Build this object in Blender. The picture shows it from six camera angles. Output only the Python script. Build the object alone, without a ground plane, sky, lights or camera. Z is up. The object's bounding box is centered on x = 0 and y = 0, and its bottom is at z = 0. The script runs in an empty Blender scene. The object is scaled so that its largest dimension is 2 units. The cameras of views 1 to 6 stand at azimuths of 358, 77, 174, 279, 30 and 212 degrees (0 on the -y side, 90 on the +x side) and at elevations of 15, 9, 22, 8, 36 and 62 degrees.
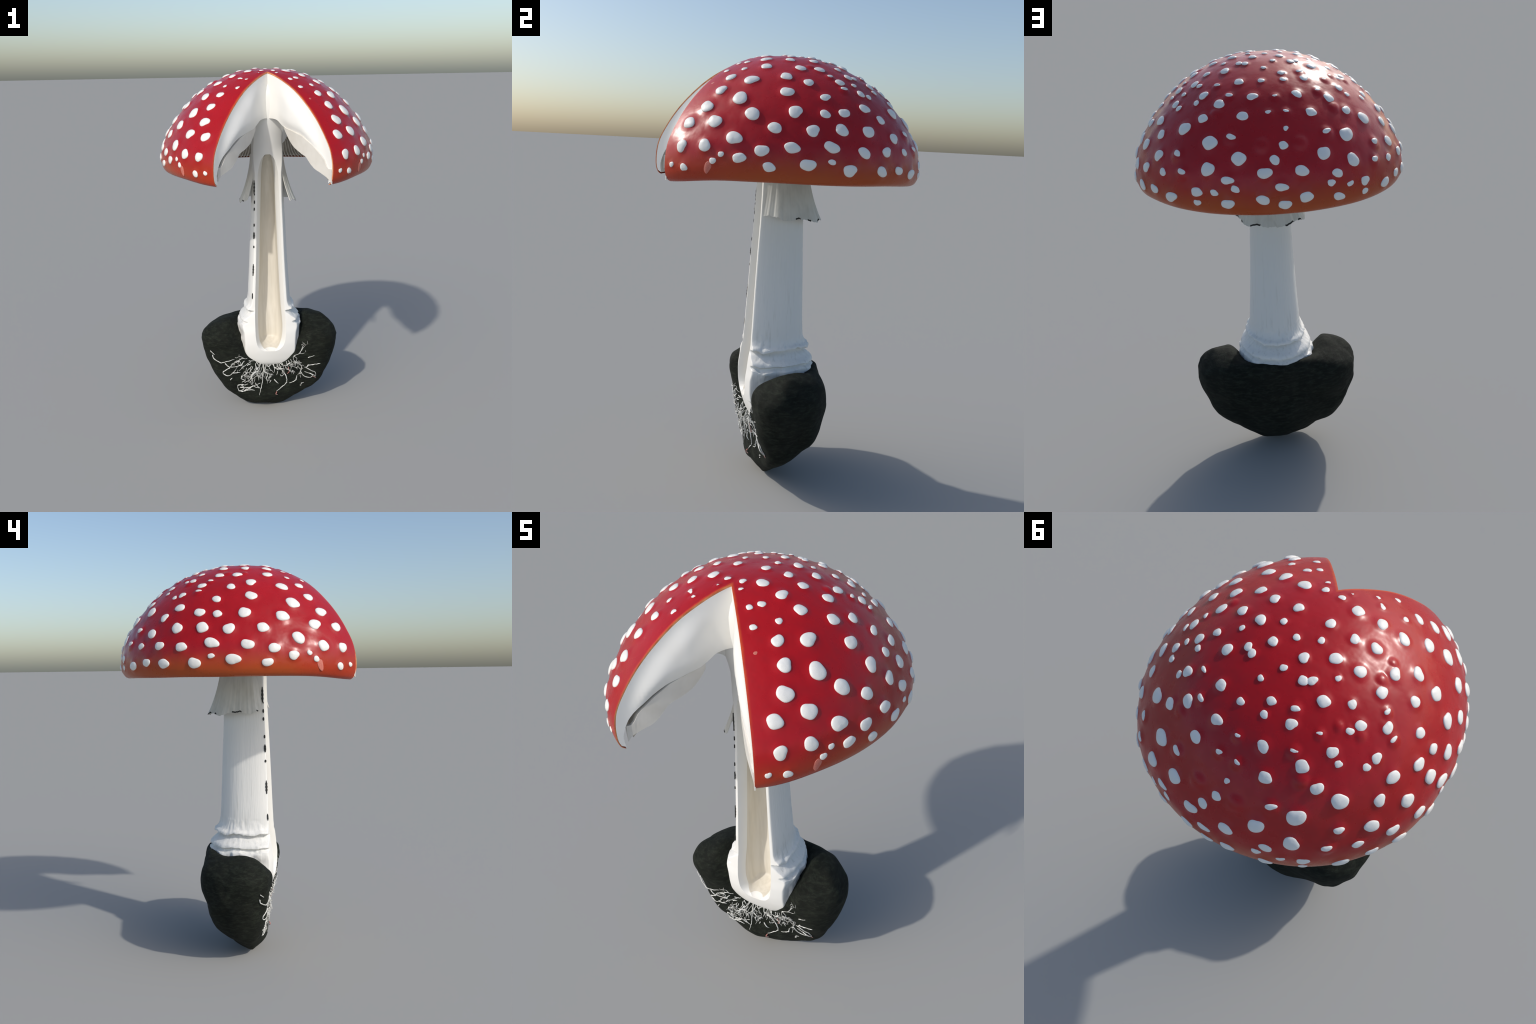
"""Cut-away fly agaric: a red, white-warted cap with a wedge taken out, a halved
hollow stem with a pleated ring, standing in a dark clump of soil with pale
mycelium strands.  Everything is lofted from profiles and rules."""
import math
import random
import bpy
import bmesh
import numpy as np
from mathutils import Vector, noise
from mathutils.bvhtree import BVHTree

random.seed(7)
rng = np.random.default_rng(7)

# ------------------------------------------------------------------ helpers


def lerp_table(table, x):
    """piecewise-linear look-up in a list of (position, value)"""
    t = np.asarray(sorted(table), float)
    return np.interp(x, t[:, 0], t[:, 1])


def smooth_table(table, x):
    """Catmull-Rom (monotone-ish) look-up in a list of (position, value)"""
    t = np.asarray(sorted(table), float)
    xs, ys = t[:, 0], t[:, 1]
    m = np.zeros_like(ys)
    d = np.diff(ys) / np.diff(xs)
    m[0], m[-1] = d[0], d[-1]
    for i in range(1, len(xs) - 1):
        m[i] = 0.0 if d[i - 1] * d[i] <= 0 else 2 * d[i - 1] * d[i] / (d[i - 1] + d[i])
    x = np.clip(np.asarray(x, float), xs[0], xs[-1])
    i = np.clip(np.searchsorted(xs, x) - 1, 0, len(xs) - 2)
    h = xs[i + 1] - xs[i]
    u = (x - xs[i]) / h
    return ((2 * u**3 - 3 * u**2 + 1) * ys[i] + (u**3 - 2 * u**2 + u) * h * m[i]
            + (3 * u**2 - 2 * u**3) * ys[i + 1] + (u**3 - u**2) * h * m[i + 1])


def spline(points, n, closed=False):
    """Catmull-Rom curve through control points, n samples"""
    p = np.asarray(points, float)
    k = len(p)
    if closed:
        t = np.arange(n) * k / n
        g = lambda i: p[i % k]
    else:
        t = np.linspace(0, k - 1 - 1e-9, n)
        ext = np.vstack([2 * p[0] - p[1], p, 2 * p[-1] - p[-2]])
        g = lambda i: ext[i + 1]
    i = np.floor(t).astype(int)
    u = (t - i)[:, None]
    a, b, c, d = g(i - 1), g(i), g(i + 1), g(i + 2)
    return 0.5 * (2 * b + (c - a) * u + (2 * a - 5 * b + 4 * c - d) * u**2 + (3 * b - a - 3 * c + d) * u**3)


def fbm(p, scale, octaves=3):
    return noise.fractal(Vector(p) * scale, 1.0, 2.0, octaves)


def new_object(name, verts, faces, mats, parent=None, smooth=True, face_mat=None):
    me = bpy.data.meshes.new(name)
    me.from_pydata([tuple(map(float, v)) for v in verts], [], faces)
    me.validate()
    for m in mats:
        me.materials.append(m)
    if face_mat is not None:
        me.polygons.foreach_set("material_index", face_mat)
    bm = bmesh.new()
    bm.from_mesh(me)
    bmesh.ops.recalc_face_normals(bm, faces=bm.faces)
    bm.to_mesh(me)
    bm.free()
    if smooth:
        me.shade_smooth()
    ob = bpy.data.objects.new(name, me)
    bpy.context.scene.collection.objects.link(ob)
    if parent:
        ob.parent = parent
    return ob


def loft(rings, closed_ring=True, cap_ends=True):
    """faces between consecutive rings of equal length"""
    n = len(rings[0])
    verts = [v for r in rings for v in r]
    faces = []
    for i in range(len(rings) - 1):
        a, b = i * n, (i + 1) * n
        for j in range(n if closed_ring else n - 1):
            k = (j + 1) % n
            faces.append((a + j, a + k, b + k, b + j))
    if cap_ends:
        for ring, base in ((rings[0], 0), (rings[-1], (len(rings) - 1) * n)):
            verts.append(np.mean(np.asarray(ring, float), axis=0))
            c = len(verts) - 1
            for j in range(n):
                faces.append((base + j, base + (j + 1) % n, c))
    return verts, faces


def apply_boolean(ob, cutter, solver="MANIFOLD"):
    """cut cutter out of ob; the cut faces take the cutter's material"""
    before = set(m.name for m in ob.data.materials)
    mod = ob.modifiers.new("cut", "BOOLEAN")
    mod.operation = "DIFFERENCE"
    mod.object = cutter
    mod.solver = solver
    if hasattr(mod, "material_mode"):
        mod.material_mode = "TRANSFER"
    dg = bpy.context.evaluated_depsgraph_get()
    me = bpy.data.meshes.new_from_object(ob.evaluated_get(dg))
    ob.modifiers.remove(mod)
    old = ob.data
    ob.data = me
    bpy.data.meshes.remove(old)
    return ob


def drop(ob):
    me = ob.data
    bpy.data.objects.remove(ob)
    bpy.data.meshes.remove(me)


def smooth_by_angle(ob, degrees):
    ob.data.shade_smooth()
    ob.data.set_sharp_from_angle(angle=math.radians(degrees))


# ---------------------------------------------------------------- materials


class Nodes:
    """small wrapper to write a node graph in few lines"""

    def __init__(self, name):
        self.mat = bpy.data.materials.new(name)
        self.mat.use_nodes = True
        self.t = self.mat.node_tree
        self.bsdf = self.t.nodes["Principled BSDF"]
        self.pos = self.add("ShaderNodeTexCoord").outputs["Object"]

    def add(self, kind, **props):
        n = self.t.nodes.new(kind)
        for k, v in props.items():
            setattr(n, k, v)
        return n

    def put(self, socket, value):
        if hasattr(value, "is_linked"):
            self.t.links.new(value, socket)
        elif hasattr(socket.default_value, "__len__") and not hasattr(value, "__len__"):
            socket.default_value = (value,) * len(socket.default_value)
        elif hasattr(value, "__len__") and len(value) == 3 and len(socket.default_value) == 4:
            socket.default_value = (*value, 1)
        else:
            socket.default_value = value

    def math(self, op, a, b=0.0, clamp=False):
        n = self.add("ShaderNodeMath", operation=op, use_clamp=clamp)
        self.put(n.inputs[0], a)
        self.put(n.inputs[1], b)
        return n.outputs[0]

    def xyz(self, vec=None):
        n = self.add("ShaderNodeSeparateXYZ")
        self.put(n.inputs[0], vec if vec is not None else self.pos)
        return n.outputs

    def noise(self, scale, detail=3.0, stretch=(1, 1, 1), rough=0.55):
        mp = self.add("ShaderNodeMapping")
        self.put(mp.inputs["Vector"], self.pos)
        mp.inputs["Scale"].default_value = stretch
        n = self.add("ShaderNodeTexNoise")
        self.t.links.new(mp.outputs[0], n.inputs["Vector"])
        n.inputs["Scale"].default_value = scale
        n.inputs["Detail"].default_value = detail
        n.inputs["Roughness"].default_value = rough
        return n.outputs["Fac"]

    def remap(self, v, a, b, c=0.0, d=1.0):
        n = self.add("ShaderNodeMapRange", interpolation_type="SMOOTHSTEP")
        self.put(n.inputs["Value"], v)
        for k, x in zip(("From Min", "From Max", "To Min", "To Max"), (a, b, c, d)):
            n.inputs[k].default_value = x
        return n.outputs[0]

    def mix(self, fac, a, b):
        n = self.add("ShaderNodeMix", data_type="RGBA")
        self.put(n.inputs["Factor"], fac)
        self.put(n.inputs["A"] if False else n.inputs[6], a)
        self.put(n.inputs[7], b)
        return n.outputs[2]

    def bump(self, height, strength, distance):
        n = self.add("ShaderNodeBump")
        n.inputs["Strength"].default_value = strength
        n.inputs["Distance"].default_value = distance
        self.put(n.inputs["Height"], height)
        self.t.links.new(n.outputs[0], self.bsdf.inputs["Normal"])
        return n

    def finish(self, color, rough, spec=0.5, **other):
        self.put(self.bsdf.inputs["Base Color"], color)
        self.put(self.bsdf.inputs["Roughness"], rough)
        self.bsdf.inputs["Specular IOR Level"].default_value = spec
        for k, v in other.items():
            self.put(self.bsdf.inputs[k.replace("_", " ")], v)
        return self.mat


# the two faces of the missing wedge: vertical planes through this edge
WEDGE_EDGE = np.array([0.0, -0.201])
WEDGE_DIR = np.array([0.593, -0.805])      # direction of the right-hand face
WEDGE_N = np.array([-0.805, -0.593])       # its normal, into the wedge


def red_skin_material():
    n = Nodes("red_cap_skin")
    x, y, z = n.xyz()
    big = n.noise(3.0, 3)
    fine = n.noise(26.0, 2)
    red = n.mix(n.remap(big, 0.3, 0.7), (0.345, 0.0040, 0.0068), (0.415, 0.0060, 0.0098))
    red = n.mix(n.math("MULTIPLY", n.remap(fine, 0.45, 0.75), 0.25), red, (0.30, 0.006, 0.010))
    # orange margin along the rim, strongest at the sides and the back
    zz = n.math("ADD", z, n.math("MULTIPLY", n.math("SUBTRACT", n.noise(6.0, 3), 0.5), 0.055))
    side = n.remap(y, -0.52, -0.22, 0.45, 1.0)
    rim = n.math("MULTIPLY", n.remap(zz, 1.590, 1.450, 0.0, 0.95), side)
    col = n.mix(rim, red, (0.42, 0.078, 0.010))
    # orange bleed beside the cut
    ax = n.math("ABSOLUTE", x)
    d = n.math("ADD", n.math("MULTIPLY", ax, float(-WEDGE_N[0])),
               n.math("MULTIPLY", n.math("SUBTRACT", y, float(WEDGE_EDGE[1])), float(-WEDGE_N[1])))
    d = n.math("ADD", d, n.math("MULTIPLY", n.math("SUBTRACT", fine, 0.5), 0.008))
    bleed = n.math("MULTIPLY", n.remap(d, 0.014, 0.0, 0.0, 0.8), n.remap(z, 1.50, 1.90, 0.15, 1.0))
    col = n.mix(bleed, col, (0.62, 0.10, 0.022))
    n.bump(n.math("ADD", n.noise(9.0, 3), n.math("MULTIPLY", fine, 0.05)), 0.25, 0.012)
    return n.finish(col, n.remap(fine, 0.2, 0.8, 0.25, 0.35), 0.42)


def plain(name, color, second, rough, scale=14.0, stretch=(1, 1, 1), bump=0.15, dist=0.004, sss=0.0):
    n = Nodes(name)
    v = n.noise(scale, 4, stretch)
    col = n.mix(n.remap(v, 0.35, 0.7), color, second)
    n.bump(v, bump, dist)
    m = n.finish(col, rough, 0.4)
    if sss:
        n.bsdf.inputs["Subsurface Weight"].default_value = sss
        n.bsdf.inputs["Subsurface Radius"].default_value = (0.02, 0.012, 0.008)
        n.bsdf.inputs["Subsurface Scale"].default_value = 0.5
    return m


def stem_material():
    n = Nodes("white_stem")
    x, y, z = n.xyz()
    streak = n.noise(9.0, 5, (7, 7, 0.35), 0.65)
    streaks_low = n.math("MULTIPLY", n.remap(streak, 0.52, 0.72), n.remap(z, 1.0, 0.68, 0.15, 0.6))
    col = n.mix(streaks_low, (0.80, 0.79, 0.75), (0.58, 0.57, 0.52))
    n.bump(streak, 0.35, 0.006)
    return n.finish(col, 0.42, 0.4)


def soil_material():
    n = Nodes("dark_soil")
    a = n.noise(7.0, 5)
    b = n.noise(42.0, 5, (0.7, 0.7, 2.0), 0.75)
    col = n.mix(n.remap(a, 0.3, 0.7), (0.0050, 0.0065, 0.0045), (0.0105, 0.0120, 0.0090))
    col = n.mix(n.math("MULTIPLY", n.remap(b, 0.42, 0.72), 0.7), col, (0.027, 0.034, 0.023))
    n.bump(n.math("ADD", b, n.math("MULTIPLY", a, 1.5)), 0.5, 0.008)
    return n.finish(col, 0.85, 0.18)


def wart_material():
    n = Nodes("white_wart")
    v = n.noise(30.0, 4)
    info = n.add("ShaderNodeObjectInfo").outputs["Random"]
    col = n.mix(n.remap(v, 0.3, 0.75), (0.85, 0.84, 0.80), (0.79, 0.775, 0.73))
    col = n.mix(n.math("MULTIPLY", info, 0.2), col, (0.76, 0.72, 0.66))
    n.bump(v, 0.2, 0.004)
    return n.finish(col, 0.36, 0.5)


MAT_RED = red_skin_material()
MAT_SKIN_EDGE = plain("orange_skin_edge", (0.74, 0.30, 0.12), (0.55, 0.13, 0.04), 0.45, 20)
MAT_FLESH = plain("white_flesh", (0.85, 0.84, 0.80), (0.83, 0.815, 0.77), 0.45, 6, bump=0.1)
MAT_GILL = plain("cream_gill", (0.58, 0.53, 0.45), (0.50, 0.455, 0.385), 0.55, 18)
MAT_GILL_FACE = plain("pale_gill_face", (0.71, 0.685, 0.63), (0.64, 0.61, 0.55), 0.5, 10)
MAT_STEM = stem_material()
MAT_CUT = plain("cut_stem_flesh", (0.85, 0.84, 0.80), (0.83, 0.815, 0.77), 0.42, 7, (1, 1, 0.5), bump=0.1)
MAT_HOLLOW = plain("beige_stem_hollow", (0.71, 0.665, 0.575), (0.64, 0.595, 0.505), 0.5, 10, (4, 4, 0.4), bump=0.3)
MAT_RING = plain("cream_ring", (0.76, 0.745, 0.69), (0.66, 0.645, 0.59), 0.5, 10, (3, 3, 0.6), bump=0.3)
MAT_SOIL = soil_material()
MAT_WART = wart_material()
MAT_PINK = plain("pink_patch", (0.62, 0.20, 0.15), (0.50, 0.12, 0.09), 0.4)
MAT_ROOT = plain("pale_strand", (0.78, 0.78, 0.74), (0.42, 0.42, 0.39), 0.5, 40)
MAT_ROOT_RED = plain("reddish_strand_tip", (0.45, 0.16, 0.13), (0.50, 0.36, 0.33), 0.5, 60)
MAT_DARK = plain("near_black_mark", (0.030, 0.030, 0.027), (0.016, 0.016, 0.015), 0.7)

# ------------------------------------------------------------- the whole thing
root = bpy.data.objects.new("mushroom", None)
bpy.context.scene.collection.objects.link(root)
root["label"] = "fly agaric cut open, red white-warted cap, hollow stem, soil clump"
root["category"] = "mushroom"

# ----------------------------------------------------------------------- cap
CAP_Y, CAP_X, CAP_Z = -0.0186, 0.96, 1.45    # centre, x/y ratio, reference height
# distance from (0, CAP_Y, CAP_Z) against elevation, x measured in units of CAP_X
DOME = [(-1.2, 0.5915), (-0.6, 0.6035), (0.6, 0.6130), (2.5, 0.6203), (5, 0.6240), (9, 0.6265), (13, 0.6255), (21, 0.6134), (30, 0.5990), (40, 0.5842),
        (50, 0.5735), (60, 0.5630), (70, 0.5570), (80, 0.5500), (90, 0.5440)]
# the plan is not quite an ellipse: scale against |azimuth|
PLAN = [(0, 1.0), (28, 1.004), (50, 1.000), (72, 0.989), (90, 0.987), (115, 1.013), (135, 1.013), (160, 0.997), (180, 0.989)]


def flare(az, z):
    """the two corners beside the cut bend outward at the rim"""
    w = np.exp(-((np.abs(az) - math.radians(24)) / math.radians(24)) ** 2)
    plan = smooth_table(PLAN, np.degrees(np.abs(np.asarray(az))) % 360)
    return plan * (1 + 0.047 * w * np.clip((1.92 - z) / 0.34, 0, 1))


def rim_drop(az, z):
    w = np.exp(-((np.abs(az) - math.radians(24)) / math.radians(20)) ** 2)
    b = np.exp(-((np.abs(az) - math.pi) / math.radians(45)) ** 2)
    low = np.clip((1.62 - z) / 0.17, 0, 1)
    return (0.0165 - 0.023 * w - 0.007 * b) * low


def cap_point(az, rho, z):
    """az from -y towards +x; rho in y-units"""
    az, rho, z = np.broadcast_arrays(az, rho, z)
    f = flare(az, z)
    return np.stack([CAP_X * rho * f * np.sin(az), CAP_Y - rho * f * np.cos(az), z + rim_drop(az, z)], -1)


def dome_rz(el_deg, inset=0.0):
    r = smooth_table(DOME, el_deg) - inset
    e = np.radians(el_deg)
    return r * np.cos(e), CAP_Z + r * np.sin(e)


# warts: azimuth (deg from the cut, mirrored to both sides), elevation, diameter (cm),
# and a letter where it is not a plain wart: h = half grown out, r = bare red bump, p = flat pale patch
WARTS_RIM = [(32, 5, 2.3), (38, 4, 3.4), (48, 4, 3.7, "p"), (50, 6.5, 2.7), (71, 5, 4.3), (85, 6.5, 5.3), (94, 8, 2.7),
             (101, 5, 5.2), (115, 5, 4.9), (125, 5.6, 4.3), (135, 4.3, 5.1), (147, 7.8, 4.1), (147, 3.7, 2.9), (154, 8, 2.8),
             (159, 4, 4.2), (172, 5.6, 4.6), (36, 11.8, 4.8), (46, 12.3, 5.1), (53, 9.1, 2.4), (57, 15.8, 5.8), (60, 8, 4.5),
             (68, 11.2, 4.9), (79, 12.9, 5.2), (94, 13.8, 5.4), (107, 12.2, 4.8), (118, 13, 4.7), (130, 13.2, 3.4),
             (140, 14.1, 4.2, "h"), (159, 12.7, 4.0), (162, 9.6, 3.0), (173, 15.2, 4.8)]
WARTS_FLANK = [(35, 21.1, 5.3), (47, 22.1, 5.7), (72, 20.5, 5.0), (87, 20.1, 5.2), (99, 20.9, 5.3), (111, 20.9, 5.3),
               (125, 18.8, 4.9), (136, 20.3, 4.4, "h"), (151, 16.4, 5.4), (163, 20.4, 5.3), (39.5, 28.7, 5.6), (62, 26, 5.9),
               (80, 27.9, 5.4), (93, 27.5, 4.2), (102, 28.5, 4.6), (114, 31.5, 4.8), (121, 26.5, 4.3), (135, 30.5, 5.5),
               (150, 25.9, 5.9), (159, 27.8, 4.2, "h"), (172, 25.2, 4.4, "r"), (41, 37.6, 5.4), (54, 33.4, 6.2),
               (76, 37.8, 5.5), (95, 36, 4.3), (118, 39.8, 3.8), (123, 38.5, 3.0), (143, 35.4, 4.5), (149, 38, 3.8, "r"),
               (163, 36.9, 4.4), (175.5, 37.8, 3.2, "h")]
WARTS_CROWN = [(29, 42.7, 1.7, "p"), (40, 46.1, 4.4), (55, 44.4, 5.7), (75, 47.8, 5.0), (88, 44.4, 4.4), (108, 46, 4.2),
               (108, 41.5, 3.4, "h"), (134, 42.1, 2.8), (136, 46, 4.2), (149, 42.2, 4.7), (153, 46.2, 3.4, "h"), (167, 45.9, 4.3),
               (28, 51.9, 2.7), (43, 53.4, 2.8), (59, 55.9, 4.9), (85, 55.7, 4.5), (100, 55.6, 4.3), (104, 49.7, 3.0, "h"),
               (120, 51.1, 3.8), (126, 50.8, 2.7), (141, 51.7, 2.8, "h"), (156, 54.4, 4.0), (172, 55, 2.8), (25, 60.4, 2.5),
               (34, 61.5, 3.0), (94, 58.1, 3.0, "r"), (120, 58.2, 3.2), (137, 61.6, 4.2), (14, 69.2, 2.0),
               (52, 64.4, 4.8), (77, 65.3, 4.2), (103, 65.4, 4.3), (122, 67.4, 2.2), (144, 68.4, 3.1), (152, 68.3, 3.2),
               (12, 73.8, 3.0), (38, 72.3, 4.8), (79, 73.3, 3.8), (115, 73.6, 4.2), (154, 76, 3.5), (63, 82.7, 3.8), (119, 81.5, 2.5)]
# on the mirror line at the back, or on one side only (negative = the -x side)
WARTS_SINGLE = [(180, 3.4, 4.2), (179, 9.9, 4.0), (177, 19.6, 3.8), (-179, 24.7, 3.4), (-177, 31.2, 2.0), (180, 45.3, 3.0, "h"),
                (179, 82.4, 2.5), (-171, 59.7, 3.1), (-173, 70.9, 2.4), (174, 64.5, 2.2), (118, 45.2, 2.4), (-131, 53.2, 2.4, "r"),
                (-155, 58.8, 3.4, "h"), (-79, 57.7, 2.5, "r"), (-121.5, 48.6, 3.0, "r")]

warts = []
for w in WARTS_RIM + WARTS_FLANK + WARTS_CROWN:
    kind = w[3] if len(w) > 3 else "n"
    for s in (1, -1):
        warts.append((math.radians(s * w[0]), w[1], w[2] / 100, kind))
for w in WARTS_SINGLE:
    warts.append((math.radians(w[0]), w[1], w[2] / 100, w[3] if len(w) > 3 else "n"))


def dome_point(az, el, inset=0.0):
    rho, z = dome_rz(el, inset)
    return cap_point(az, rho, z)


def dome_normal(az, el):
    h = 1e-3
    a = dome_point(az + h, el) - dome_point(az - h, el)
    b = dome_point(az, el + 0.1) - dome_point(az, el - 0.1)
    nrm = np.cross(a, b)
    return nrm / np.linalg.norm(nrm)


# red skin: a 5 mm shell, its outer face raised in a bump under every wart
NA, NE = 420, 118
az_grid = np.linspace(-math.pi, math.pi, NA, endpoint=False)
el_grid = np.concatenate([np.linspace(-1.2, 6, 20, endpoint=False), np.linspace(6, 88.6, NE - 20)])
A, E = np.meshgrid(az_grid, el_grid)
rho, zz = dome_rz(E)
outer = cap_point(A, rho, zz)
du = np.roll(outer, -1, 1) - np.roll(outer, 1, 1)
dv = np.gradient(outer, axis=0)
nrm = np.cross(du, dv)
nrm /= np.linalg.norm(nrm, axis=-1, keepdims=True)
height = np.zeros(A.shape)
for az, el, d, kind in warts:
    if kind == "p":
        continue
    c = dome_point(az, el)
    r = np.linalg.norm(outer - c, axis=-1)
    h = {"n": 0.0045, "h": 0.0072, "r": 0.0080}[kind] * (d / 0.045) ** 0.7
    height = np.maximum(height, h * np.exp(-((r / (0.62 * d)) ** 4)))
wob = np.array([[fbm(p, 3.0, 2) for p in row[::6]] for row in outer])
wob = np.repeat(wob, 6, axis=1)[:, :NA]
kernel = np.ones(9) / 9
wob = np.apply_along_axis(lambda r: np.convolve(np.concatenate([r[-4:], r, r[:4]]), kernel, "valid"), 1, wob)
outer = outer + nrm * (height + 0.003 * wob)[..., None]
rho_i, z_i = dome_rz(np.maximum(E, -0.9), 0.005)
inner = cap_point(A, rho_i, z_i)

skin_rings = [inner[k] for k in range(NE - 1, -1, -1)] + [outer[k] for k in range(NE)]
verts = [v for r in skin_rings for v in r]
faces = []
for i in range(len(skin_rings) - 1):
    a, b = i * NA, (i + 1) * NA
    for j in range(NA):
        k = (j + 1) % NA
        faces.append((a + j, a + k, b + k, b + j))
top_in, top_out = dome_point(0.0, 90.0, 0.005), dome_point(0.0, 90.0)
verts += [top_in, top_out]
ci, co = len(verts) - 2, len(verts) - 1
last = (len(skin_rings) - 1) * NA
for j in range(NA):
    faces.append((j, (j + 1) % NA, ci))
    faces.append((last + j, last + (j + 1) % NA, co))
cap = new_object("cap", verts, faces, [MAT_RED], root)


def smoothstep(x, a, b):
    t = np.clip((x - a) / (b - a), 0, 1)
    return t * t * (3 - 2 * t)


def wedge_cutter(material, back=0.0, bulge=0.0):
    """prism that removes the slice; back shifts both faces outward, bulge lets the cut flesh swell into the gap"""
    n_s, n_z = (49, 71) if bulge else (2, 2)
    ss = np.linspace(0, 0.72, n_s)
    zs = np.linspace(1.2, 2.2, n_z)
    verts_, faces_ = [], []
    for side in (1, -1):
        for z in zs:
            for q in ss:
                p = np.array([side * WEDGE_DIR[0] * q, WEDGE_EDGE[1] + back + WEDGE_DIR[1] * q])
                r = math.hypot(p[0] / CAP_X, p[1] - CAP_Y)
                if bulge:
                    inside = np.interp(math.degrees(math.atan2(z - CAP_Z, r)), [k[0] for k in DOME], [k[1] for k in DOME]) - math.hypot(r, z - CAP_Z)
                    over = z - np.interp(r, [k[0] for k in GILL_LINE[::-1]], [k[1] for k in GILL_LINE[::-1]])
                    w = smoothstep(inside, 0.006, 0.085) * smoothstep(q, 0.06, 0.20) * smoothstep(-q, -0.47, -0.36) * (0.12 + 0.88 * smoothstep(over, -0.01, 0.055))
                    p = p + np.array([side * WEDGE_N[0], WEDGE_N[1]]) * bulge * w
                verts_.append((p[0] if q > 0 else 0.0, p[1], z))
    grid_n = n_s * n_z
    idx = lambda side, i, j: (0 if side == 0 else grid_n) + i * n_s + j
    for side in (0, 1):
        for i in range(n_z - 1):
            for j in range(n_s - 1):
                faces_.append((idx(side, i, j), idx(side, i, j + 1), idx(side, i + 1, j + 1), idx(side, i + 1, j)))
    for i in range(n_z - 1):
        faces_.append((idx(0, i, n_s - 1), idx(1, i, n_s - 1), idx(1, i + 1, n_s - 1), idx(0, i + 1, n_s - 1)))
    for i in (0, n_z - 1):
        for j in range(n_s - 1):
            faces_.append((idx(0, i, j), idx(0, i, j + 1), idx(1, i, j + 1), idx(1, i, j)))
    ob = new_object("cutter", verts_, faces_, [material], smooth=False)
    bm = bmesh.new()
    bm.from_mesh(ob.data)
    bmesh.ops.remove_doubles(bm, verts=bm.verts, dist=1e-6)
    bmesh.ops.dissolve_degenerate(bm, edges=bm.edges, dist=1e-7)
    bmesh.ops.recalc_face_normals(bm, faces=bm.faces)
    bm.to_mesh(ob.data)
    bm.free()
    return ob


cut = wedge_cutter(MAT_SKIN_EDGE, 0.003)
apply_boolean(cap, cut)
drop(cut)
smooth_by_angle(cap, 50)

# flesh under the skin, down to the line where the gills start
GILL_LINE = [(0.590, 1.446), (0.594, 1.475), (0.590, 1.505), (0.562, 1.560), (0.500, 1.615), (0.434, 1.654), (0.364, 1.675),
             (0.310, 1.688), (0.27, 1.712), (0.235, 1.734), (0.185, 1.738), (0.12, 1.72), (0.05, 1.70)]
LOWER = [(0.588, 1.444), (0.565, 1.470), (0.535, 1.490), (0.508, 1.506), (0.485, 1.530), (0.453, 1.566), (0.425, 1.579),
         (0.364, 1.605), (0.330, 1.636), (0.305, 1.668), (0.292, 1.690)]
NF = 220
az_f = np.linspace(-math.pi, math.pi, NF, endpoint=False)
flesh_profile = [dome_rz(e, 0.006) for e in np.linspace(89, 0.6, 60)]
gill_curve = spline(GILL_LINE, 60)
FILLET = [(0.05, 1.56), (0.10, 1.590), (0.13, 1.640), (0.16, 1.672), (0.20, 1.690), (0.25, 1.695), (0.31, 1.690)]
away = smoothstep(np.degrees(np.abs(az_f)), 11, 34)
flesh_rings = [cap_point(az_f, np.float64(r), np.float64(z)) for r, z in flesh_profile]
for r, z in gill_curve:
    low = float(smooth_table(FILLET, r)) if r < 0.31 else z
    flesh_rings.append(cap_point(az_f, r, z * (1 - away) + min(z, low) * away))
verts, faces = loft(flesh_rings)
flesh = new_object("cap_flesh", verts, faces, [MAT_FLESH], cap)
cut = wedge_cutter(MAT_FLESH, 0.002, bulge=0.022)
apply_boolean(flesh, cut)
drop(cut)
smooth_by_angle(flesh, 40)

# gills: upright radial plates; inner and outer ends fan between the two cut faces
N_GILL = 150
low_curve = spline(LOWER, 26)
gl = np.asarray(GILL_LINE)


def gill_top(rho):
    top = gl[1:].copy()
    top[0] = (0.5965, 1.462)
    return np.interp(rho, top[::-1, 0], top[::-1, 1])


AZ_IN, AZ_OUT = math.radians(16.0), math.radians(27.6)
SAG = [(0.29, -0.020), (0.35, -0.016), (0.42, 0.0), (0.48, 0.020), (0.54, 0.030), (0.575, 0.015), (0.59, 0.003)]     # deeper gills away from the cut


def sag(r, t):
    return float(np.interp(r, [k[0] for k in SAG], [k[1] for k in SAG])) * float(smoothstep(min(t, 1 - t), 0.02, 0.16))



def gill_az(t, rho):
    s = np.clip((rho - 0.29) / (0.60 - 0.29), 0, 1)
    a0 = AZ_IN + (AZ_OUT - AZ_IN) * s**0.8
    return a0 + t * (2 * math.pi - 2 * a0)


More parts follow.
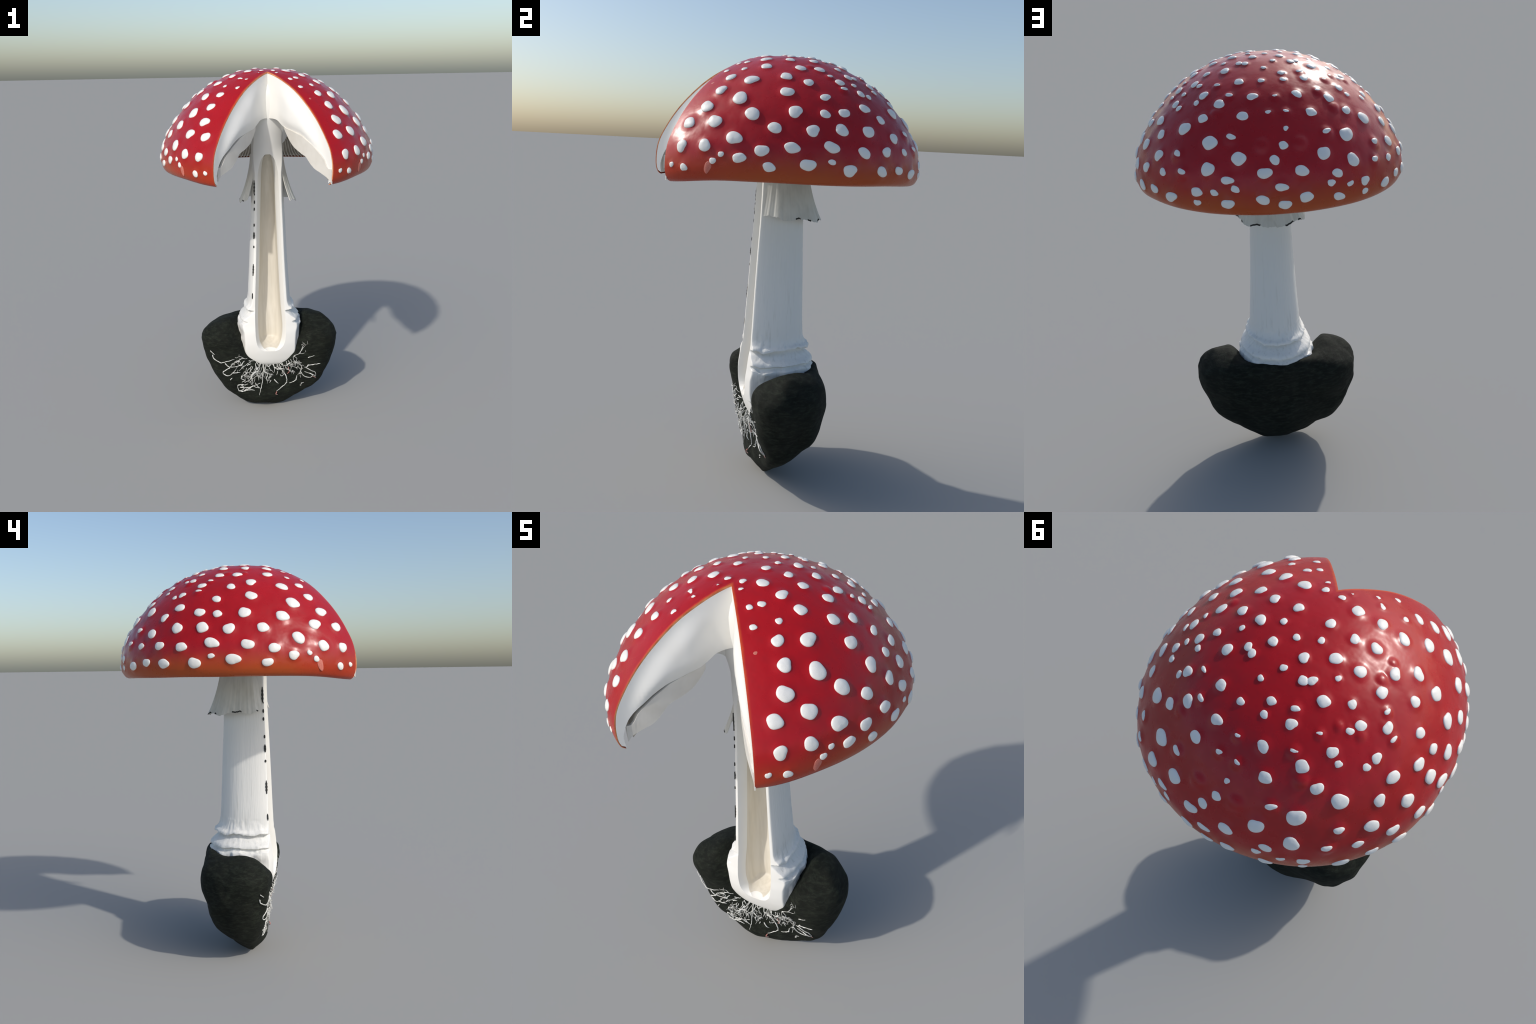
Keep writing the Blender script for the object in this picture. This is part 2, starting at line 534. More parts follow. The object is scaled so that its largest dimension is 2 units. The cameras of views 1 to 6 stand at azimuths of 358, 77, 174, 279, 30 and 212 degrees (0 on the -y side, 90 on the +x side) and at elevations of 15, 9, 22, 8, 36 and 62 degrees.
gv, gf, gm = [], [], []
for k in range(N_GILL + 1):
    edge = k in (0, N_GILL)
    t = -0.0012 + 1.0024 * k / N_GILL
    wave = [0.008 * math.sin(26 * r + k * 1.7) + 0.006 * fbm((r * 14, k * 3.1, 0.2), 1.0) for r in low_curve[:, 0]] if edge else \
           [0.004 * fbm((r * 10, k * 0.9, 0.5), 1.0) for r in low_curve[:, 0]]
    taper = np.sin(np.linspace(0.05, 1, len(low_curve)) * math.pi * 0.5)
    base = len(gv)
    for i, (r, z) in enumerate(low_curve):
        zl = z - sag(r, t) + wave[i] * taper[i] * (0.8 if edge else 1)
        tip = 0.0
        if edge:                                                   # the plate in the cut reaches right into the rim
            tip = float(smoothstep(r, 0.47, 0.588))
            r, zl = r + 0.026 * tip, zl - 0.002 * tip
        zt = max(gill_top(min(r, 0.588)) + 0.006, zl + 0.004)
        th = 0.0026 + 0.0020 * (r - 0.29) / 0.3
        if edge:
            th = 0.0050 * float(smoothstep(-r, -0.635, -0.600)) + 0.0012
        a = gill_az(t if not edge else ((-0.0010 + 0.0014 * tip) if k == 0 else (1.0010 - 0.0014 * tip)), r)
        wob_a = 0.0 if edge else 0.003 * math.sin(r * 30 + k)
        p_low, p_top = cap_point(a + wob_a, r, zl), cap_point(a, r, zt)
        side = np.array([math.cos(a), math.sin(a), 0]) * th
        gv += [p_low - side * 0.55, p_low + side * 0.55, p_top + side, p_top - side]
    n = len(low_curve)
    for i in range(n - 1):
        for q in range(4):
            a, b = base + 4 * i + q, base + 4 * i + (q + 1) % 4
            gf.append((a, b, b + 4, a + 4))
            gm.append(1 if edge else 0)
    gf += [(base, base + 1, base + 2, base + 3), tuple(base + 4 * (n - 1) + q for q in (3, 2, 1, 0))]
    gm += [1 if edge else 0] * 2
gills = new_object("gills", gv, gf, [MAT_GILL, MAT_GILL_FACE], cap, smooth=False, face_mat=gm)
gills["kind"] = "stuff"

# floor between the gills so that the grooves stay shallow
bed_n = 240
rows_lo, rows_hi = [], []
for r, z in low_curve[:-1]:
    a = gill_az(np.linspace(0.003, 0.997, bed_n), r)
    top = gill_top(r) + 0.004
    rows_lo.append(cap_point(a, r, np.array([min(z - sag(r, q) + 0.020, top - 0.002) for q in np.linspace(0, 1, bed_n)])))
    rows_hi.append(cap_point(a, r, np.float64(top)))
grid = np.array(rows_lo + rows_hi[::-1])
m = len(grid)
bf = []
for i in range(m):
    for j in range(bed_n - 1):
        a, b = i * bed_n, ((i + 1) % m) * bed_n
        bf.append((a + j, a + j + 1, b + j + 1, b + j))
bf.append([i * bed_n for i in range(m)])
bf.append([i * bed_n + bed_n - 1 for i in range(m)])
gill_bed = new_object("gill_bed", grid.reshape(-1, 3), bf, [MAT_GILL], cap)

# ---------------------------------------------------------------------- warts


def wart_mesh(seed, material, thickness=1.0):
    """a low button of unit diameter with a softly lumpy outline, base sunk below z = 0"""
    r = random.Random(seed)
    ph = [r.uniform(0, 6.28) for _ in range(4)]
    amp = [r.uniform(0.03, 0.11), r.uniform(0.02, 0.075), r.uniform(0.0, 0.035), r.uniform(0.0, 0.02)]
    ns = 28
    prof = [(1.0, -0.10), (1.02, -0.03), (0.99, 0.010), (0.93, 0.040), (0.83, 0.070), (0.68, 0.100), (0.48, 0.125), (0.24, 0.140)]
    rings = []
    for pr, pz in prof:
        ring = []
        for j in range(ns):
            t = 2 * math.pi * j / ns
            o = 1 + sum(a * math.cos((q + 2) * t + p) for q, (a, p) in enumerate(zip(amp, ph)))
            lump = 0.014 * fbm((math.cos(t) * pr * 1.5, math.sin(t) * pr * 1.5, seed), 1.0)
            ring.append((0.5 * pr * o * math.cos(t), 0.5 * pr * o * math.sin(t), pz * thickness + (lump if pz > 0.07 else 0)))
        rings.append(ring)
    v, f = loft(rings)
    me_ob = new_object("wart_shape", v, f, [material])
    me = me_ob.data
    bpy.data.objects.remove(me_ob)
    return me


WART_MESHES = [wart_mesh(s, MAT_WART) for s in range(9)]
PINK_MESHES = [wart_mesh(s + 20, MAT_PINK, 0.35) for s in range(2)]
for i, (az, el, d, kind) in enumerate(warts):
    if kind == "r":
        continue
    r = random.Random(i * 13 + 5)
    n_vec = Vector(dome_normal(az, el))
    p = Vector(dome_point(az, el))
    up = Vector((0, 0, 1))
    right = up.cross(n_vec).normalized()
    along = n_vec.cross(right).normalized()
    wide, high, lift = 1.03, 0.97, 0.0
    if el < 16 and abs(az) > math.radians(58):
        wide, high = 1.16, 0.86
    if kind == "p" and el < 10:
        wide, high = 0.75, 1.5
    if kind == "h":
        wide, high, lift = 0.90, 0.60, 0.13
    bump_h = 0.0 if kind == "p" else 0.0040 * (d / 0.045) ** 0.7
    if kind == "h":
        bump_h = 0.0060 * (d / 0.045) ** 0.7
    me = (PINK_MESHES if kind == "p" else WART_MESHES)[i % (2 if kind == "p" else 9)]
    ob = bpy.data.objects.new("pink_patch" if kind == "p" else "wart", me)
    bpy.context.scene.collection.objects.link(ob)
    ob.parent = cap
    spin = r.uniform(-0.35, 0.35)
    c, s = math.cos(spin), math.sin(spin)
    ux, uy = right * c + along * s, along * c - right * s
    d *= 0.95 if el > 34 else 1.0
    sx, sy = d * wide * r.uniform(0.95, 1.05), d * high * r.uniform(0.93, 1.05)
    sz = d * r.uniform(0.85, 1.05)
    pos = p + n_vec * (bump_h - 0.0005) + along * (lift * d)
    tilt = 0.0
    from_cols = ((*(ux * sx), 0), (*(uy * sy), 0), (*(n_vec * sz), 0), (*pos, 1))
    import mathutils
    ob.matrix_world = mathutils.Matrix(from_cols).transposed()

# ----------------------------------------------------------------------- stem
HALF_WIDTH = [(0.27, 0.055), (0.285, 0.085), (0.30, 0.112), (0.345, 0.153), (0.39, 0.174), (0.46, 0.180), (0.50, 0.182), (0.54, 0.187),
              (0.556, 0.184), (0.566, 0.167), (0.573, 0.165), (0.580, 0.176), (0.588, 0.173), (0.606, 0.152), (0.620, 0.140), (0.632, 0.126), (0.640, 0.123), (0.646, 0.148), (0.653, 0.147), (0.666, 0.133), (0.70, 0.1240),
              (0.76, 0.1205), (0.85, 0.1145), (1.03, 0.105), (1.16, 0.0995), (1.28, 0.093), (1.42, 0.090), (1.55, 0.0885),
              (1.61, 0.087), (1.67, 0.095), (1.74, 0.110), (1.80, 0.120), (1.92, 0.120)]
BACK = [(0.27, 0.06), (0.30, 0.11), (0.345, 0.14), (0.40, 0.16), (0.50, 0.168), (0.54, 0.170), (0.556, 0.170), (0.566, 0.152), (0.573, 0.150), (0.580, 0.170), (0.588, 0.167), (0.606, 0.148),
        (0.620, 0.132), (0.632, 0.118), (0.640, 0.116), (0.647, 0.148), (0.654, 0.147), (0.668, 0.130), (0.70, 0.1165), (0.84, 0.107), (1.0, 0.0995), (1.25, 0.088),
        (1.42, 0.085), (1.6, 0.082), (1.80, 0.075), (1.92, 0.070)]
FRONT = [(0.27, -0.098), (0.285, -0.118), (0.306, -0.138), (0.35, -0.158), (0.40, -0.173), (0.45, -0.181), (0.50, -0.183), (0.55, -0.178),
         (0.60, -0.171), (0.66, -0.160), (0.71, -0.157), (0.90, -0.150), (1.11, -0.142), (1.29, -0.134), (1.43, -0.131), (1.50, -0.137),
         (1.56, -0.150), (1.62, -0.168), (1.68, -0.189), (1.74, -0.205), (1.80, -0.213), (1.85, -0.2145), (1.90, -0.206), (1.92, -0.198)]
NT = 220
tt = np.linspace(0, 2 * math.pi, NT, endpoint=False)


def stem_section(z):
    a, yb, yf = float(smooth_table(HALF_WIDTH, z)), float(smooth_table(BACK, z)), float(smooth_table(FRONT, z))
    low = max(0.0, min(1.0, (0.70 - z) / 0.15))
    yc = -0.035 + 0.012 * low
    b = yb - yc
    n = 2.4
    top = max(0.0, min(1.0, (z - 1.44) / 0.14))
    c, s = np.cos(tt), np.sin(tt)
    x = a * np.sign(c) * np.abs(c) ** (2 / n)
    nb = 2.05
    x = np.where(s > 0, a * np.sign(c) * np.abs(c) ** (2 / nb), x)
    y = yc + np.where(s > 0, b * np.abs(s) ** (2 / nb), -(b + 0.07 * top + 0.02) * np.abs(s) ** (2 / (n - 0.4 * top)))
    wall = yf + x**2 * (0.3 + 0.5 * low + 5.0 * top)
    k = 0.004 + 0.010 * top
    h = np.clip(0.5 + 0.5 * (y - wall) / k, 0, 1)        # smooth maximum of the round wall and the cut
    y2 = wall * (1 - h) + y * h + k * h * (1 - h)
    return np.stack([x, y2, np.full(NT, z)], -1), (y - wall)


z_rows = np.unique(np.concatenate([np.linspace(0.27, 0.72, 130), np.linspace(0.72, 1.92, 130)]))
rings, cutmask = [], []
for z in z_rows:
    z_shift = z
    p, outside = stem_section(z)
    if z < 0.72:                                              # lumps and ragged lips of the volva
        for j in range(NT):
            if outside[j] > 0.006:
                az = math.atan2(p[j, 0], p[j, 1])
                q = (math.sin(az) * 1.0, math.cos(az) * 1.0, z)
                lips = max(0.0, 1 - abs(z - 0.645) / 0.035) + max(0.0, 1 - abs(z - 0.565) / 0.03)
                dz = 0.016 * fbm((q[0] * 2.2, q[1] * 2.2, 0.3), 1.0) * lips
                lump = 0.0022 * fbm((q[0] * 9, q[1] * 9, z * 22), 1.0) + 0.010 * fbm((q[0] * 3.5, q[1] * 3.5, z * 11 + 4), 1.0) * max(0, min(1, (0.60 - z) / 0.06))
                lump += 0.0035 * fbm((q[0] * 8 + 2, q[1] * 8, z * 30), 1.0) * lips
                fade = min(1.0, (outside[j] - 0.006) / 0.03)
                rad = np.array([p[j, 0], p[j, 1] + 0.03, 0])
                rad = rad / (np.linalg.norm(rad) + 1e-9)
                p[j] = p[j] + rad * lump * fade
                p[j, 2] += dz * fade
    rings.append(p)
    cutmask.append(outside < 0.004)
verts, faces = loft(rings)
cutmask = np.array(cutmask)
fm = []
for i in range(len(rings) - 1):
    for j in range(NT):
        k = (j + 1) % NT
        fm.append(1 if cutmask[i, j] and cutmask[i, k] else 0)
fm += [0] * (len(faces) - len(fm))
stem = new_object("stem", verts, faces, [MAT_STEM, MAT_CUT], root, face_mat=fm)

# the hollow: a tall round-ended groove
HOLLOW_W = [(0.388, 0.005), (0.396, 0.020), (0.410, 0.036), (0.430, 0.049), (0.46, 0.057), (0.50, 0.061), (0.55, 0.0625), (0.70, 0.0575), (0.92, 0.0480),
            (1.15, 0.0405), (1.33, 0.0335), (1.43, 0.0295), (1.49, 0.0240), (1.52, 0.0170), (1.537, 0.0090), (1.544, 0.003)]
hz = np.unique(np.concatenate([np.linspace(0.388, 0.56, 32), np.linspace(0.56, 1.45, 60), np.linspace(1.45, 1.544, 22)]))
hr = []
for z in hz:
    w = float(smooth_table(HOLLOW_W, z))
    yf = float(smooth_table(FRONT, z))
    deep = 0.145 * min(1.0, (w / 0.040)) ** 0.6
    foot = float(smoothstep(z, 0.380, 0.445))                              # the floor curves up into the cut face
    deep *= float(np.interp(z, [0.41, 0.50, 1.2, 1.54], [1.0, 1.0, 0.9, 0.75])) * foot
    yb = yf + deep
    yc = yb - min(deep * 0.8, max(w * 1.15, 0.01))
    k = min(1.0, w / 0.03)
    right = 0.004 + 0.006 * math.exp(-((z - 0.52) / 0.10) ** 2) * k
    mouth = [(0.040, -0.05), (0.029, -0.004), (0.0215, 0.008), (0.0120, 0.026), (0.004, 0.048)]      # soft lip: extra width, depth
    k_end = 0.0 if z == hz[0] or z == hz[-1] else 1.0                    # both tips start outside the stem
    ring = [(-w - e * k - 0.002, yf + (dd * foot if dd > 0 else dd), z) for e, dd in mouth]
    for q in range(25):
        a = math.pi - math.pi * q / 24
        ring.append((w * math.cos(a) + (right if math.cos(a) > 0 else 0) * math.cos(a) - 0.002, max(yc + (yb - yc) * math.sin(a), yf + 0.050 * k * foot + 0.002 * math.sin(a)), z))
    ring += [(w + right + e * k - 0.002, yf + (dd * foot if dd > 0 else dd), z) for e, dd in mouth[::-1]]
    if not k_end:
        ring = [(q[0], yf - 0.06 + 0.1 * (q[1] - yf + 0.05), z) for q in ring]
    hr.append(ring)
v, f = loft(hr)
hn = len(hr[0])
hm = [1 if j < 4 or j >= hn - 5 else 0 for i in range(len(hr) - 1) for j in range(hn)]
hm[:3 * hn] = [1] * (3 * hn)
hm += [0] * (len(f) - len(hm))
cut = new_object("cutter", v, f, [MAT_HOLLOW, MAT_CUT], face_mat=hm)
apply_boolean(stem, cut)
drop(cut)
smooth_by_angle(stem, 38)

# thin dark dashes along the left edge of the cut
DARK_DASHES = [(1.355, 0.085, 0.006), (1.275, 0.020, 0.0045), (1.235, 0.018, 0.005), (1.145, 0.018, 0.005), (1.085, 0.040, 0.007),
         (1.02, 0.014, 0.005), (0.885, 0.070, 0.006), (0.73, 0.035, 0.004)]
for z, length, width in DARK_DASHES:
    a, yf = float(smooth_table(HALF_WIDTH, z)), float(smooth_table(FRONT, z))
    ring_pts = []
    for q in range(15):
        s = -1 + 2 * q / 14
        zz_ = z + s * length / 2
        sec, outside = stem_section(zz_)
        left = [j for j in range(NT) if sec[j, 0] < 0 and sec[j, 1] < -0.03]
        j = min(left, key=lambda j: abs(outside[j] - 0.004))
        c = sec[j] + np.array([-0.0010, -0.0012, 0])
        wd = width * (1 - abs(s) ** 3) * (0.8 + 0.3 * math.sin(q * 1.9)) + 0.0006
        d_out = np.array([-0.80, -0.60, 0])
        tang = np.array([-0.60, 0.80, 0])
        ring_pts.append([c + tang * wd * math.cos(t) + d_out * 0.0035 * math.sin(t) for t in np.linspace(0, 2 * math.pi, 12, endpoint=False)])
    v, f = loft(ring_pts)
    new_object("dark_dash", v, f, [MAT_DARK], stem)

# ----------------------------------------------------------------------- ring
NRA, NRU = 260, 40
ring_out, ring_in = [], []
az0 = math.radians(47)
us = np.linspace(0, 1, NRU)
for u in us:
    row_o, row_i = [], []
    for q in range(NRA):
        s = q / (NRA - 1)
        az = az0 + s * (2 * math.pi - 2 * az0)
        sx, sy = math.sin(az), -math.cos(az)
        back = max(0.0, sy)
        frontness = max(0.0, -sy)
        zb = 1.272 - 0.016 * back + 0.010 * frontness + 0.005 * math.sin(7 * az + 0.6) + 0.008 * fbm((sx * 5, sy * 5, 3.3), 1.0) + 0.0035 * fbm((sx * 16, sy * 16, 1.3), 1.0)
        ztop = 1.535
        z = ztop + (zb - ztop) * u
        a_top = 0.0905
        spread = 0.070 * (0.42 * u**1.1 + 0.58 * u**2.3)
        pleat = 0.0055 * u**1.3 * (math.sin(9 * az + 0.5 + 1.2 * math.sin(2 * az)) + 0.6 * fbm((sx * 9, sy * 9, 7.7), 1.0))
        rad_x, rad_y = a_top + spread + 0.002, 0.112 + spread * (1.05 if sy > 0 else 0.75)
        n = 2.2
        k = (abs(sx) ** n + abs(sy) ** n) ** (-1 / n)
        px, py = rad_x * sx * k, -0.018 + rad_y * sy * k
        o = np.array([px + pleat * sx, py + pleat * sy, z])
        th = 0.0055 * (0.6 + 0.4 * u)
        row_o.append(o)
        row_i.append(o - np.array([sx, sy, -0.25]) * th)
    ring_out.append(row_o)
    ring_in.append(row_i)
grid = np.array(ring_out + ring_in[::-1])
m = len(grid)
rf = []
for i in range(m):
    a, b = i * NRA, ((i + 1) % m) * NRA
    for j in range(NRA - 1):
        rf.append((a + j, a + j + 1, b + j + 1, b + j))
for e in (0, NRA - 1):
    for i in range(NRU - 1):
        rf.append((i * NRA + e, (i + 1) * NRA + e, (m - 2 - i) * NRA + e, (m - 1 - i) * NRA + e))
# the torn hem is coloured dark here and there
DARK_HEM = [(98, 106), (118, 124), (140, 156), (196, 213), (224, 230), (258, 274), (300, 304)]
rm = []
for k, face in enumerate(rf):
    i, j = divmod(k, NRA - 1)
    az = math.degrees(az0) + (360 - 2 * math.degrees(az0)) * j / (NRA - 1)
    in_hem = NRU - 2 <= i <= NRU - 1 and any(lo < az < hi for lo, hi in DARK_HEM)
    rm.append(1 if in_hem else 0)
ring = new_object("ring", grid.reshape(-1, 3), rf, [MAT_RING, MAT_DARK], root, face_mat=rm)
smooth_by_angle(ring, 60)

# ----------------------------------------------------------------------- soil
# stations along x: front y, back y, top height at the back / crest / front, y of the crest, lowest height, y of the lowest point, fullness low at the back
STATIONS = [(-0.405, -0.070, 0.015, 0.465, 0.468, 0.460, -0.03, 0.395, -0.03, 0.75),
            (-0.394, -0.118, 0.058, 0.478, 0.490, 0.475, -0.03, 0.330, -0.03, 0.75),
            (-0.355, -0.166, 0.108, 0.496, 0.528, 0.500, -0.04, 0.258, -0.02, 0.78),
            (-0.312, -0.190, 0.145, 0.507, 0.552, 0.518, -0.05, 0.180, -0.01, 0.80),
            (-0.255, -0.198, 0.168, 0.524, 0.568, 0.525, -0.06, 0.105, -0.04, 0.76),
            (-0.190, -0.176, 0.184, 0.546, 0.526, 0.470, -0.02, 0.060, -0.05, 0.70),
            (-0.110, -0.150, 0.202, 0.565, 0.450, 0.360, 0.00, 0.018, -0.045, 0.66),
            (-0.020, -0.140, 0.206, 0.552, 0.400, 0.300, 0.00, 0.000, -0.030, 0.70),
            (0.075, -0.140, 0.206, 0.558, 0.420, 0.330, 0.00, 0.014, -0.045, 0.64),
            (0.165, -0.152, 0.202, 0.552, 0.512, 0.445, 0.01, 0.060, -0.05, 0.60),
            (0.250, -0.178, 0.188, 0.540, 0.582, 0.524, 0.00, 0.112, -0.05, 0.66),
            (0.312, -0.174, 0.152, 0.528, 0.578, 0.522, -0.02, 0.172, -0.03, 0.70),
            (0.360, -0.150, 0.108, 0.500, 0.548, 0.500, -0.04, 0.270, -0.01, 0.72),
            (0.388, -0.105, 0.055, 0.478, 0.506, 0.484, -0.04, 0.350, -0.02, 0.75),
            (0.401, -0.060, 0.010, 0.455, 0.462, 0.455, -0.03, 0.405, -0.03, 0.75)]
st = np.array(STATIONS)
NS, NO = 110, 150
xs = np.concatenate([np.linspace(0, 1, 14, endpoint=False) ** 1.6 * 0.06, np.linspace(0.06, 0.94, NS - 28), 1 - (np.linspace(0, 1, 14, endpoint=False) ** 1.6 * 0.06)[::-1]])
xs = -0.405 + xs * 0.806
soil_rings = []
for x in xs:
    yf, yb, ztb, ztm, ztf, yc, zb, ym, full = [float(smooth_table(list(zip(st[:, 0], st[:, c])), x)) for c in range(1, 10)]
    hb, hf = ztb - zb, ztf - zb
    mid = math.exp(-((x + 0.03) / 0.15) ** 2)                              # the face under the bulb stays full, the flanks fall away
    low1, low2 = (0.84 + 0.14 * mid, 0.64 + 0.28 * mid) if x < 0 else (0.79 + 0.19 * mid, 0.59 + 0.33 * mid)
    ctrl = [(yb * (0.70 + 0.16 * math.exp(-((x + 0.01) / 0.11) ** 2)), ztb), (yc, ztm), (yf * 0.74, ztf), (yf * 0.98, ztf - 0.17 * hf),
            (yf * low1, zb + 0.50 * hf), (yf * low2 + ym * 0.12, zb + 0.20 * hf), (yf * 0.35 + ym * 0.62, zb + 0.04 * hf), (ym, zb),
            (yb * 0.45 * full + ym * 0.45, zb + 0.075 * hb), (yb * full, zb + 0.24 * hb), (yb * (0.5 + 0.5 * full) * 1.08, zb + 0.50 * hb), (yb * 0.98, zb + 0.78 * hb)]
    o = spline(ctrl, NO, closed=True)
    ring_p = []
    for y, z in o:
        p = np.array([x, y, z])
        c = np.array([x * 0.75, 0.0, 0.32])
        d = p - c
        d /= np.linalg.norm(d) + 1e-9
        amount = 0.009 * fbm(p + 7.0, 5.0, 2) + 0.003 * fbm(p, 16.0, 2) + 0.034 * (0.43 - noise.voronoi(Vector(p) * 4.6 + Vector((1.7, 0.4, 2.2)))[0][0])
        ring_p.append(p + d * amount)
    soil_rings.append(ring_p)
v, f = loft(soil_rings)
soil_v = np.array(v)
soil_v[:, 2] -= soil_v[:, 2].min()
soil = new_object("soil_clump", soil_v, f, [MAT_SOIL], root)

# ------------------------------------------------- pale strands on the soil face
tree = BVHTree.FromPolygons([tuple(p) for p in soil_v], [tuple(q) for q in f])


def on_front(x, z):
    hit = tree.ray_cast(Vector((x, -1.0, z)), Vector((0, 1, 0)))
    if hit[0] is None:
        near = tree.find_nearest(Vector((x, -0.15, z)))
        return near[0], near[1]
    return hit[0], hit[1] if hit[1].y < 0 else -hit[1]


def strand(points, width, lift=0.003, material=MAT_ROOT, curl=0.0):
    """a thin tapering tube lying on the soil through (x, z) points"""
    path = spline([(x, 0, z) for x, z in points], max(10, 7 * len(points)))
    centre = []
    for i, p in enumerate(path):
        j = i / (len(path) - 1)
        wx = 0.003 * fbm((p[0] * 60, p[2] * 60, 1.0), 1.0)
        h, nn = on_front(p[0] + wx, p[2] - wx)
        out = lift + 0.0025 * fbm((p[0] * 40, p[2] * 40, 5.0), 1.0) + curl * math.sin(j * math.pi)
        centre.append(np.array(h + nn * out))
    centre = np.array(centre)
    rings_ = []
    for i, c in enumerate(centre):
        t = centre[min(i + 1, len(centre) - 1)] - centre[max(i - 1, 0)]
        t = Vector(t).normalized()
        side = t.cross(Vector((0, -1, 0.2))).normalized()
        up = side.cross(t)
        w = width * (1.0 - 0.55 * (i / (len(centre) - 1)) ** 2) * (0.85 + 0.35 * fbm((i * 0.6, points[0][0] * 30, 2.0), 1.0))
        if i in (0, len(centre) - 1):
            w *= 0.4
        rings_.append([c + np.array(side * math.cos(a) + up * math.sin(a)) * w for a in np.linspace(0, 2 * math.pi, 7, endpoint=False)])
    vv, ff = loft(rings_)
    return new_object("root_strand", vv, ff, [material], soil)


STRANDS = [
    [(-0.352, 0.400), (-0.325, 0.380)],
    [(-0.342, 0.372), (-0.330, 0.350), (-0.290, 0.330), (-0.250, 0.342), (-0.212, 0.348)],
    [(-0.268, 0.322), (-0.240, 0.298), (-0.190, 0.302)], [(-0.240, 0.300), (-0.212, 0.330)],
    [(-0.240, 0.296), (-0.275, 0.268), (-0.280, 0.250), (-0.255, 0.238), (-0.228, 0.255), (-0.205, 0.282)],
    [(-0.228, 0.258), (-0.180, 0.262)],
    [(-0.170, 0.240), (-0.175, 0.220), (-0.155, 0.205), (-0.172, 0.192)],
    [(-0.075, 0.262), (-0.104, 0.247), (-0.122, 0.206), (-0.155, 0.186)], [(-0.104, 0.246), (-0.118, 0.225), (-0.108, 0.205)],
    [(-0.198, 0.170), (-0.176, 0.176), (-0.158, 0.150), (-0.185, 0.128), (-0.196, 0.148), (-0.198, 0.168)],
    [(-0.176, 0.176), (-0.150, 0.170), (-0.135, 0.176)], [(-0.185, 0.150), (-0.150, 0.148), (-0.120, 0.154), (-0.092, 0.164), (-0.062, 0.178)],
    [(-0.110, 0.170), (-0.090, 0.152), (-0.070, 0.146)], [(-0.092, 0.180), (-0.078, 0.160), (-0.062, 0.142)],
    [(-0.160, 0.130), (-0.130, 0.142), (-0.115, 0.150)], [(-0.180, 0.120), (-0.150, 0.130), (-0.118, 0.136), (-0.095, 0.130)],
    [(-0.045, 0.300), (-0.040, 0.272), (-0.047, 0.236), (-0.048, 0.196), (-0.060, 0.132), (-0.068, 0.098)],
    [(-0.040, 0.254), (-0.014, 0.240), (0.018, 0.226)], [(-0.016, 0.240), (-0.024, 0.212), (-0.020, 0.190)],
    [(-0.030, 0.300), (-0.010, 0.276), (0.010, 0.296)],
    [(0.075, 0.250), (0.092, 0.220), (0.098, 0.182), (0.092, 0.164), (0.056, 0.136), (0.036, 0.118)],
    [(0.036, 0.118), (0.030, 0.104), (0.042, 0.096)], [(0.160, 0.214), (0.150, 0.182), (0.112, 0.166)],
    [(0.140, 0.322), (0.162, 0.300), (0.188, 0.274), (0.184, 0.238), (0.205, 0.206), (0.236, 0.194), (0.256, 0.205), (0.238, 0.225), (0.205, 0.238)],
    [(0.256, 0.204), (0.276, 0.184)], [(0.238, 0.225), (0.262, 0.215), (0.272, 0.190)],
    [(0.212, 0.270), (0.244, 0.248), (0.270, 0.230), (0.273, 0.195)], [(0.212, 0.272), (0.240, 0.290), (0.298, 0.298)],
    [(0.222, 0.338), (0.262, 0.352)], [(0.230, 0.288), (0.205, 0.268)],
    [(-0.130, 0.330), (-0.100, 0.326)], [(-0.140, 0.306), (-0.115, 0.312)], [(0.040, 0.262), (0.066, 0.268)], [(0.060, 0.228), (0.070, 0.222)],
    [(0.185, 0.152), (0.205, 0.158)], [(0.178, 0.142), (0.188, 0.144)], [(-0.240, 0.210), (-0.228, 0.226)],
    [(0.020, 0.200), (0.036, 0.182), (0.046, 0.170)], [(0.105, 0.280), (0.112, 0.250), (0.100, 0.232)], [(-0.006, 0.180), (0.004, 0.196)],
    [(0.130, 0.250), (0.140, 0.225)], [(0.120, 0.312), (0.098, 0.292)], [(-0.086, 0.314), (-0.070, 0.290)]]
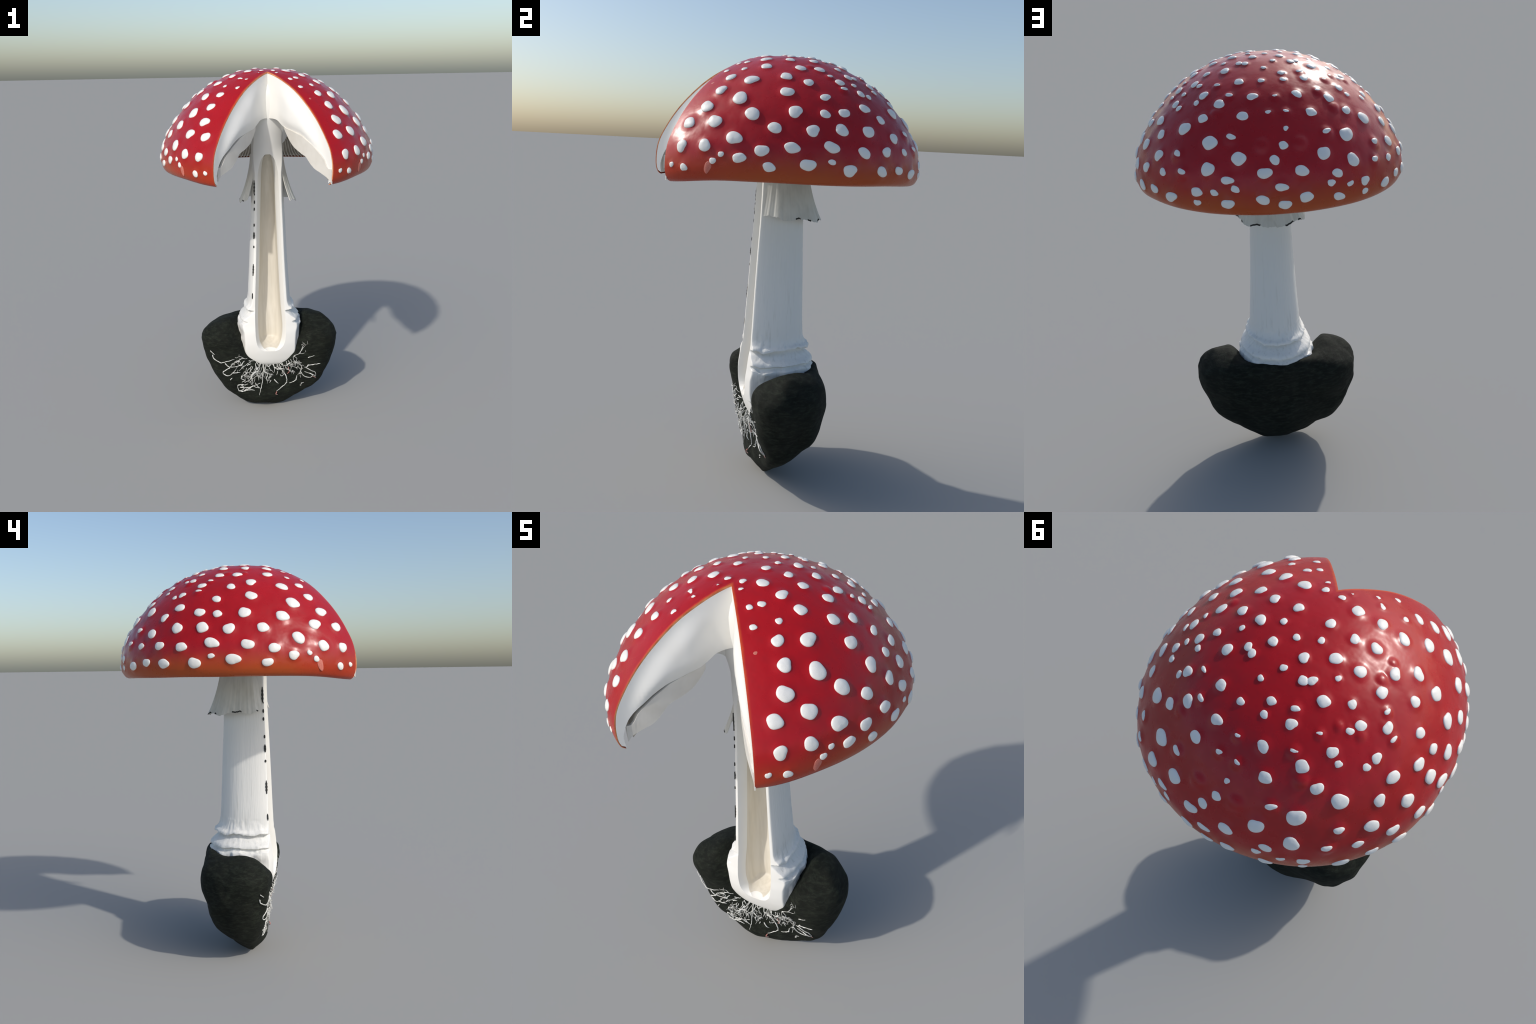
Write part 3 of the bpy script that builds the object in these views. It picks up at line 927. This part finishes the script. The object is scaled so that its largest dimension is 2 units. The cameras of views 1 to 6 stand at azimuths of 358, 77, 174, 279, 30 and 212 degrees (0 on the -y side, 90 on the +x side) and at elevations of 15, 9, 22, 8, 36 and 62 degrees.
for i, pts in enumerate(STRANDS):
    strand(pts, 0.0033 if len(pts) > 2 else 0.0027, lift=0.002 if i % 3 else 0.005,
           material=MAT_ROOT_RED if i in (21, 24, 38) else MAT_ROOT, curl=0.006 if i % 4 == 1 else 0.0)

# fine branching threads fanning out from under the bulb
frag_v, frag_f = [], []


def thread(x, z, heading, length, width, r, level=0):
    pts, normals = [], []
    n = max(4, int(length / 0.007))
    stick = r.random() < 0.22
    for i in range(n + 1):
        h, nn = on_front(x, z)
        out = 0.0015 + (0.016 * (i / n) ** 2 if stick else 0.002 * math.sin(i * 1.3 + length * 90))
        pts.append(np.array(h) + np.array(nn) * out)
        normals.append(nn)
        heading += r.gauss(0, 0.30)
        x += math.sin(heading) * length / n
        z -= math.cos(heading) * length / n
        if z < 0.02:
            break
        if level < 2 and i > 0 and r.random() < 0.26:
            thread(x, z, heading + r.choice((-1, 1)) * r.uniform(0.5, 1.1), length * r.uniform(0.3, 0.6), width * 0.8, r, level + 1)
    if len(pts) < 3:
        return
    rings_ = []
    for i, c in enumerate(pts):
        t = Vector(pts[min(i + 1, len(pts) - 1)] - pts[max(i - 1, 0)]).normalized()
        side = np.array(t.cross(normals[i]).normalized())
        up = np.array(normals[i])
        w = width * (1 - 0.6 * i / len(pts)) * r.uniform(0.75, 1.25)
        rings_.append([c + (side * math.cos(b) + up * math.sin(b)) * w for b in np.linspace(0, 6.2832, 6, endpoint=False)])
    vv, ff = loft(rings_)
    o = len(frag_v)
    frag_v.extend(vv)
    frag_f.extend(tuple(k + o for k in q) for q in ff)


for i in range(46):
    r = random.Random(400 + i)
    a = -1.25 + 2.5 * (i + r.uniform(-0.4, 0.4)) / 45
    d = r.choice((0.0, 0.0, 0.02, 0.045, 0.07))
    x = math.sin(a) * (0.150 + d) - 0.003
    z = 0.385 - math.cos(a) * (0.092 + d)
    thread(x, z, a + r.gauss(0, 0.25), r.uniform(0.025, 0.085) * (1.0 if d < 0.04 else 0.6), r.uniform(0.0012, 0.0025), r)
rootlets = new_object("rootlets", frag_v, frag_f, [MAT_ROOT], soil)
rootlets["kind"] = "stuff"
